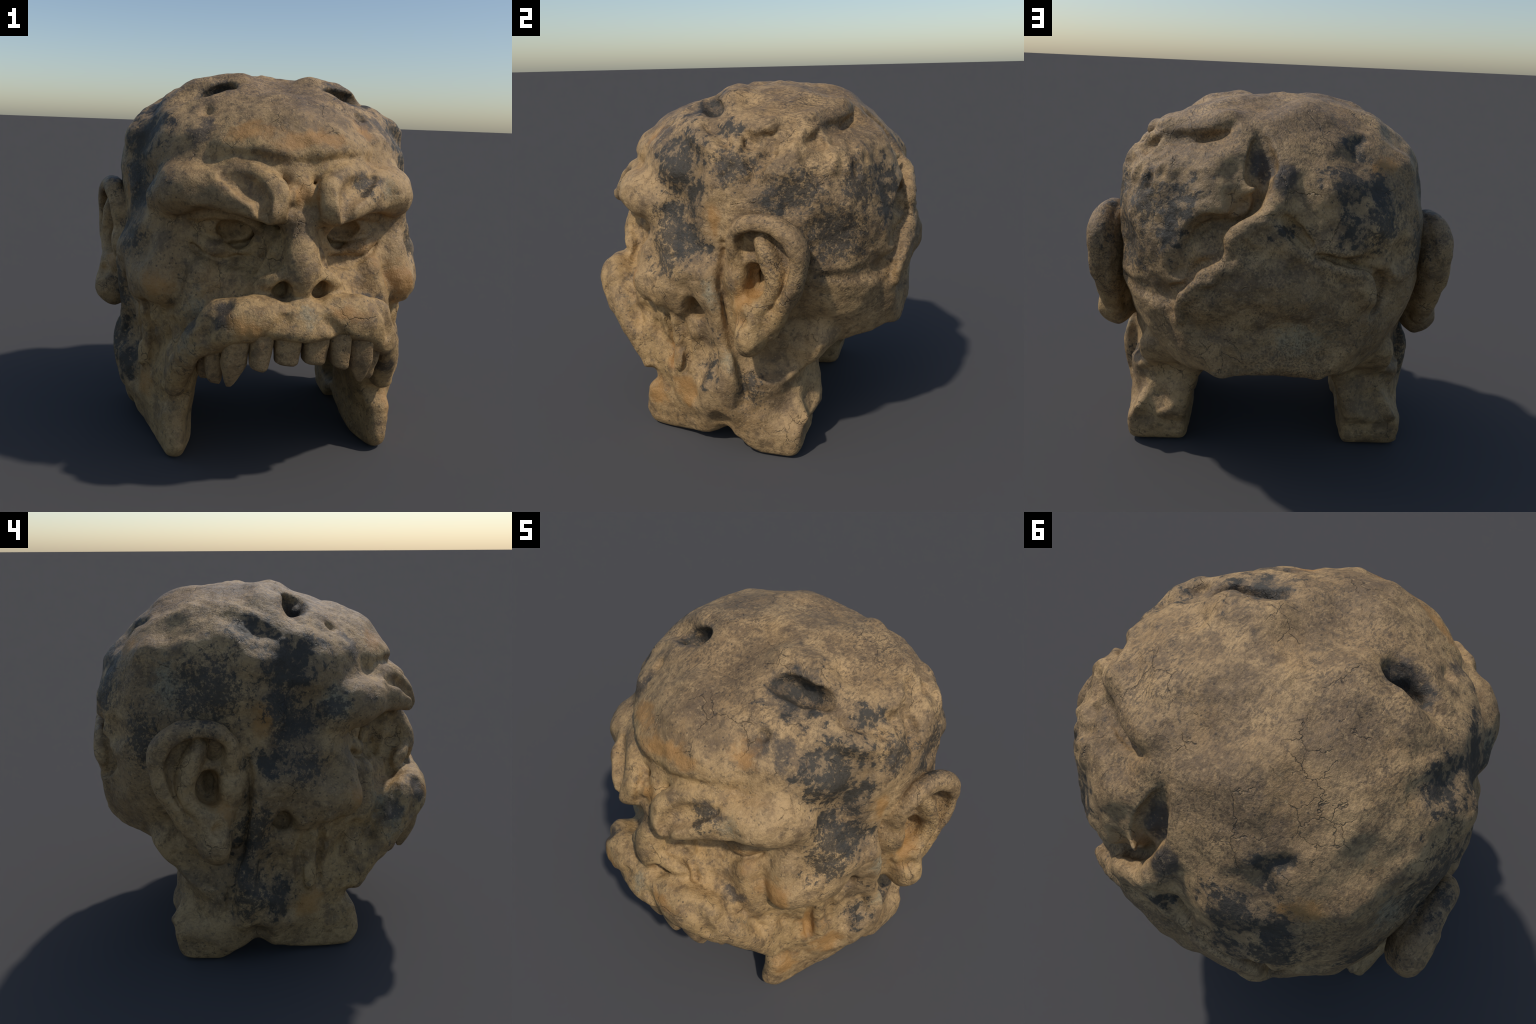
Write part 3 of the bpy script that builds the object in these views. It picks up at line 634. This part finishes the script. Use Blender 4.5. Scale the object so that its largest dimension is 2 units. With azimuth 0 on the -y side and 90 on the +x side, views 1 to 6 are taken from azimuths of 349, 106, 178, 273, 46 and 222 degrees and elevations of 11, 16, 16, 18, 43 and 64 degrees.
LICHEN = [(-0.13, 0.97, 0.88, .20, .13), (-0.51, -0.74, 0.77, .09, .15), (-0.45, -0.68, 0.82, .11, .17), (-0.66, -0.38, 1.44, .12, .09),
          (0.85, 0.0, 0.95, .06, .11), (0.85, 0.06, 0.59, .06, .08), (-0.78, 0.45, 1.56, .14, .17), (0.02, -0.96, 0.89, .06, .06), (0.1, 0.9, 0.65, .2, .06),
          (0.42, -0.66, 1.44, .09, .05), (0.46, -0.68, 0.70, .06, .10)]


GRAIN = [(0.0, 0.25, 1.95, .85, .50), (0.75, 0.55, 1.30, .45, .45), (-0.75, 0.55, 1.45, .40, .40), (0.0, 0.95, 1.0, .6, .5)]      # fibrous weathering
WARM = [(0.0, -0.80, 0.85, .75, .55), (0.55, -0.45, 0.55, .40, .55), (-0.55, -0.45, 0.55, .35, .5), (0.0, -0.72, 1.55, .55, .22), (0.92, 0.25, 0.95, .25, .35)]


# ------------------------------------------------------------------ Blender
def stone(name, box=None, light=(0.46, 0.295, 0.134), deep=(0.205, 0.125, 0.057), stains=1.0):
    """Weathered stone. `box` (lowest, highest corner) of the part drops stains that cannot reach it."""
    import bpy
    mat = bpy.data.materials.new(name)
    mat.use_nodes = True
    nt = mat.node_tree
    N, L = nt.nodes, nt.links
    bsdf = N["Principled BSDF"]

    def put(sock, val):
        if hasattr(val, "links"):
            L.new(val, sock)
        else:
            sock.default_value = val

    def math_(op, a, b=0.0, c=0.0):
        n = N.new("ShaderNodeMath")
        n.operation = op
        for i, x in enumerate((a, b, c)):
            put(n.inputs[i], x)
        return n.outputs[0]

    def vmath(op, a, b=(0, 0, 0), c=(0, 0, 0)):
        n = N.new("ShaderNodeVectorMath")
        n.operation = op
        for i, x in enumerate((a, b, c)):
            put(n.inputs[i], x)
        return n.outputs["Value" if op == "LENGTH" else "Vector"]

    def noise(co, scale, detail=5.0, rough=0.65, colour=False):
        n = N.new("ShaderNodeTexNoise")
        L.new(co, n.inputs["Vector"])
        n.inputs["Scale"].default_value, n.inputs["Detail"].default_value, n.inputs["Roughness"].default_value = scale, detail, rough
        return n.outputs["Color" if colour else "Fac"]

    def remap(x, lo, hi, a=0.0, b=1.0):
        n = N.new("ShaderNodeMapRange")
        n.interpolation_type = "SMOOTHSTEP"
        L.new(x, n.inputs["Value"])
        for k, val in zip(("From Min", "From Max", "To Min", "To Max"), (lo, hi, a, b)):
            n.inputs[k].default_value = val
        return n.outputs["Result"]

    def mix(f, a, b):
        n = N.new("ShaderNodeMix")
        n.data_type = "RGBA"
        put(n.inputs[0], f)
        for sock, val in ((n.inputs[6], a), (n.inputs[7], b)):
            put(sock, (*val, 1.0) if isinstance(val, tuple) else val)
        return n.outputs[2]

    def stretch(co, sc, rot=(0, 0, 0)):
        n = N.new("ShaderNodeMapping")
        L.new(co, n.inputs["Vector"])
        n.inputs["Scale"].default_value, n.inputs["Rotation"].default_value = sc, rot
        return n.outputs[0]

    P = N.new("ShaderNodeTexCoord").outputs["Object"]
    drift = vmath("SUBTRACT", noise(P, 7, 4, 0.65, True), (0.5, 0.5, 0.5))

    def warp(amount):
        return vmath("MULTIPLY_ADD", drift, (amount,) * 3, P)

    Q = warp(0.20)
    last = []

    def spots(table):
        """1 in the middle of the nearest stain, 0 at its rim, negative outside."""
        best = None
        for x, y, z, a, b in table:
            r = np.array([max(a, 0.07)] * 2 + [max(b, 0.10) if z > 1.84 else b])
            if box is not None and (np.any(np.array([x, y, z]) + 2.2 * r + 0.06 < box[0]) or np.any(np.array([x, y, z]) - 2.2 * r - 0.06 > box[1])):
                continue
            n = N.new("ShaderNodeMapping")
            n.vector_type = "TEXTURE"
            # evaluate the stains one after the other (keeps the shader stack small)
            L.new(vmath("MULTIPLY_ADD", last[-1], (1e-7,) * 3, Q) if last else Q, n.inputs["Vector"])
            n.inputs["Location"].default_value = (x, y, z)
            n.inputs["Scale"].default_value = tuple(r)
            o = vmath("LENGTH", n.outputs[0])
            best = o if best is None else math_("MINIMUM", best, o)
            last.append(best)
        return None if best is None else math_("SUBTRACT", 1.0, best)

    def ragged(table, by, amount):
        m = spots(table)
        return None if m is None else math_("MULTIPLY_ADD", math_("SUBTRACT", by, 0.5), amount, m)

    fine = noise(P, 48, 5, 0.75)
    mid = noise(warp(0.07), 13, 6, 0.7)
    broad = noise(P, 2.6, 2, 0.5)
    fibre = noise(stretch(warp(0.06), (105, 36, 90), (0.3, 0.5, 0.6)), 1.0, 5, 0.72)
    flake = noise(warp(0.05), 27, 6, 0.75)

    # stone body: tan to brown, mottled, with a fibrous dark grain
    col = mix(remap(broad, 0.38, 0.62), light, tuple(0.5 * l + 0.5 * d for l, d in zip(light, deep)))
    col = mix(remap(mid, 0.44, 0.70, 0, 0.8), col, deep)
    m = spots(WARM)
    if m:
        col = mix(remap(m, -0.25, 0.6, 0, 0.6 * stains), col, mix(remap(mid, 0.44, 0.68), (0.475, 0.295, 0.115), (0.25, 0.145, 0.055)))
    m = ragged(EARTH, mid, 2.0)
    if m:
        col = mix(remap(m, -0.4, 0.8, 0, 0.6 * stains), col, (0.165, 0.106, 0.054))
    # ochre wash and grey-green lichen
    ochre = ragged(OCHRE, mid, 1.6)
    col = mix(remap(noise(P, 4.3, 4, 0.6), 0.50, 0.66, 0, 0.35), col, (0.37, 0.215, 0.08))
    m = ragged(LICHEN, flake, 2.6)
    if m:
        col = mix(remap(m, -0.1, 0.9, 0, 0.6 * stains), col, (0.29, 0.27, 0.18))
    keep = noise(P, 3.7, 3, 0.6)
    m = spots(GRAIN)
    strong = math_("MULTIPLY", remap(keep, 0.38, 0.56, 0.45, 1.0), remap(m, -0.15, 0.35, 0.35, 1.0)) if m else 0.35
    col = mix(math_("MULTIPLY", remap(fibre, 0.46, 0.60, 0, 0.85), strong), col, (0.10, 0.066, 0.036))
    # brown mottling in two sizes
    blotch = noise(warp(0.10), 7.5, 6, 0.68)
    col = mix(remap(blotch, 0.48, 0.66, 0, 0.72), col, (0.145, 0.092, 0.048))
    col = mix(remap(flake, 0.52, 0.64, 0, 0.62), col, (0.10, 0.068, 0.038))
    # smudges with soft rims, also darkening the crown holes and back ravine
    m = ragged(SMUDGE_AND_HOLLOWS, mid, 2.2)
    if m:
        col = mix(remap(m, -0.35, 0.45, 0, 0.85 * stains), col, (0.062, 0.049, 0.037))
    # black crust, also blackening the crown holes and back pit: solid in the middle, brown wash and flaking specks at the rim
    crust = None
    m = spots(SOOT_AND_HOLLOWS)
    if m:
        col = mix(remap(math_("MULTIPLY_ADD", math_("SUBTRACT", mid, 0.5), 2.0, m), -1.0, 0.5, 0, 0.6 * stains), col, (0.10, 0.075, 0.05))
        crust = remap(math_("MULTIPLY_ADD", math_("SUBTRACT", math_("ADD", flake, mid), 1.0), 5.0, m), -0.15, 0.45, 0, 0.9 * stains)
        col = mix(crust, col, (0.042, 0.037, 0.028))
    m = spots(SPECKLE)
    if m:
        m = math_("MULTIPLY_ADD", m, 0.22, math_("SUBTRACT", noise(P, 31, 6, 0.78), 0.5))
        col = mix(remap(m, 0.02, 0.12, 0, 0.85 * stains), col, (0.042, 0.037, 0.029))
    col = mix(remap(fine, 0.38, 0.30, 0, 0.7), col, (0.05, 0.04, 0.03))
    # hairline cracks and pock marks
    S = warp(0.13)

    def cracks(scale, width, lo, hi, turn):
        n = N.new("ShaderNodeTexVoronoi")
        n.feature = "DISTANCE_TO_EDGE"
        L.new(stretch(S, (1, 1, 0.75), (turn, 0, turn)), n.inputs["Vector"])
        n.inputs["Scale"].default_value = scale
        return math_("MULTIPLY", remap(n.outputs["Distance"], 0.0, width, 1.0, 0.0), remap(keep, lo, hi))
    crack = math_("MAXIMUM", cracks(5.0, 0.015, 0.57, 0.63, 0.4), cracks(11.0, 0.026, 0.42, 0.36, 1.3))
    col = mix(math_("MULTIPLY", crack, 0.6), col, (0.04, 0.032, 0.024))
    n = N.new("ShaderNodeTexVoronoi")
    L.new(warp(0.02), n.inputs["Vector"])
    n.inputs["Scale"].default_value = 34
    pock = math_("MULTIPLY", remap(n.outputs["Distance"], 0.10, 0.22, 1.0, 0.0), remap(broad, 0.50, 0.56))
    col = mix(math_("MULTIPLY", pock, 0.7), col, (0.05, 0.038, 0.027))
    # pale worn grain
    pale = remap(fine, 0.53, 0.67, 0, 0.45)
    if crust:
        pale = math_("MULTIPLY", pale, math_("SUBTRACT", 1.0, crust))
    col = mix(pale, col, (0.54, 0.36, 0.175))
    if ochre:
        wash = remap(ochre, -0.3, 0.6, 0, 0.72 * stains)
        col = mix(math_("MULTIPLY", wash, math_("SUBTRACT", 1.0, crust)) if crust else wash, col, (0.40, 0.20, 0.058))
    L.new(col, bsdf.inputs["Base Color"])
    L.new(remap(fine, 0.3, 0.7, 0.46, 0.66), bsdf.inputs["Roughness"])
    bsdf.inputs["Specular IOR Level"].default_value = 0.35
    rough = noise(P, 22, 6, 0.72)
    h = math_("SUBTRACT", rough, math_("MULTIPLY", crack, 0.35))
    bump = N.new("ShaderNodeBump")
    bump.inputs["Strength"].default_value, bump.inputs["Distance"].default_value = 0.7, 0.018
    L.new(h, bump.inputs["Height"])
    L.new(bump.outputs[0], bsdf.inputs["Normal"])
    return mat


def regions(c):
    """Name the anatomical part that each face (by its centre) belongs to."""
    x, y, z = np.abs(c[:, 0]), c[:, 1], c[:, 2]
    side = np.where(c[:, 0] > 0, 1, -1)
    part = np.full(len(c), "cranium", dtype="<U16")
    front = y < -0.18
    part[front & (z > 1.44) & (y < -0.30) & (x < 0.42) & (z < 1.84)] = "forehead"
    part[(z < 0.62 + 0.2 * (y < -0.2)) & (x > 0.40) & (y < 0.56)] = "jaw"
    part[front & (z > 0.62) & (z < 1.20) & (x > 0.16)] = "cheek"
    part[(y < -0.45) & (z > 1.30) & (z < 1.56 - 0.1 * (x < 0.09)) & (x > 0.045)] = "brow"
    part[(y < -0.30) & (z > 1.24) & (z <= 1.56) & (x > 0.40)] = "brow"
    part[(y < -0.55) & (z > 0.94) & (z < 1.30) & (x < 0.16 + 0.25 * np.clip(1.12 - z, 0, 0.2))] = "nose"
    lip = (y < -0.50) & (z <= 0.95) & (x < 0.47 + 0.4 * np.clip(0.75 - z, 0, 0.3)) & (z > 0.32) & (y < -0.44 - 0.55 * (z - 0.4))
    part[lip] = "upper_lip"
    eye = ((x - 0.31) / 0.20) ** 2 + ((y + 0.53) / 0.17) ** 2 + ((z - 1.215) / 0.115) ** 2 < 1
    part[eye & (y < -0.36)] = "eye"
    back = part == "cranium"
    part[back & (z > 1.70)] = "crown"
    part[back & (z <= 1.70) & (y > 0.45)] = "occiput"
    part[back & (z <= 1.70) & (y <= 0.45)] = "temple"
    paired = np.isin(part, ["cheek", "brow", "jaw", "eye", "temple"])
    return part, np.where(paired, side, 0)


def main():
    import bpy

    def mesh_object(name, v, q, mat, parent, normals=None):
        me = bpy.data.meshes.new(name)
        me.vertices.add(len(v))
        me.vertices.foreach_set("co", v.astype(np.float32).ravel())
        if q.shape[1] == 4 and (q[:, 2] == q[:, 3]).any():
            flat = q[:, 2] == q[:, 3]
            faces = [tuple(r[:3]) if t else tuple(r) for r, t in zip(q.tolist(), flat)]
            bpy.data.meshes.remove(me)
            me = bpy.data.meshes.new(name)
            me.from_pydata(v.tolist(), [], faces)
        else:
            me.loops.add(q.size)
            me.loops.foreach_set("vertex_index", q.astype(np.int32).ravel())
            me.polygons.add(len(q))
            me.polygons.foreach_set("loop_start", np.arange(0, q.size, 4, dtype=np.int32))
        me.update(calc_edges=True)
        me.shade_smooth()
        if normals is not None:
            me.normals_split_custom_set_from_vertices(normals.tolist())
        me.materials.append(mat)
        ob = bpy.data.objects.new(name, me)
        bpy.context.collection.objects.link(ob)
        ob.parent = parent
        return ob

    ivory = stone("tooth_stone", (np.array([-0.5, -1, 0.48]), np.array([0.5, -0.7, 0.62])), (0.40, 0.255, 0.12), (0.19, 0.118, 0.056), 0.3)
    root = bpy.data.objects.new("ogre_head_statue", None)
    bpy.context.collection.objects.link(root)
    root["label"] = "weathered brown stone ogre head with open fanged mouth"
    root["category"] = "stone statue"

    v, q = head_field().surface()
    part, side = regions(v[q].mean(1))
    v = weather(v, q)
    n = normals_of(v, q)
    for name in ("crown", "occiput", "temple", "forehead", "brow", "eye", "nose", "cheek", "upper_lip", "jaw"):
        for sd in (0, 1, -1):
            f = q[(part == name) & (side == sd)]
            if len(f):
                used, idx = np.unique(f, return_inverse=True)
                pv = v[used]
                mesh_object(name, pv, idx.reshape(f.shape), stone(name + "_stone", (pv.min(0), pv.max(0))), root, n[used])
    v, q = ear_field()
    v = weather(v, q, 1.0)
    for sd in (1, -1):
        ev = v * [sd, 1, 1]
        mesh_object("ear", ev, q[:, ::sd], stone("ear_stone", (ev.min(0), ev.max(0))), root)
    for k, t in enumerate(TEETH):
        for sd in (1, -1):
            tv, tq = tooth(*t, sd, k * 2 + (sd > 0))
            mesh_object("tooth", tv, tq, ivory, root)


if __name__ == "__main__":
    main()
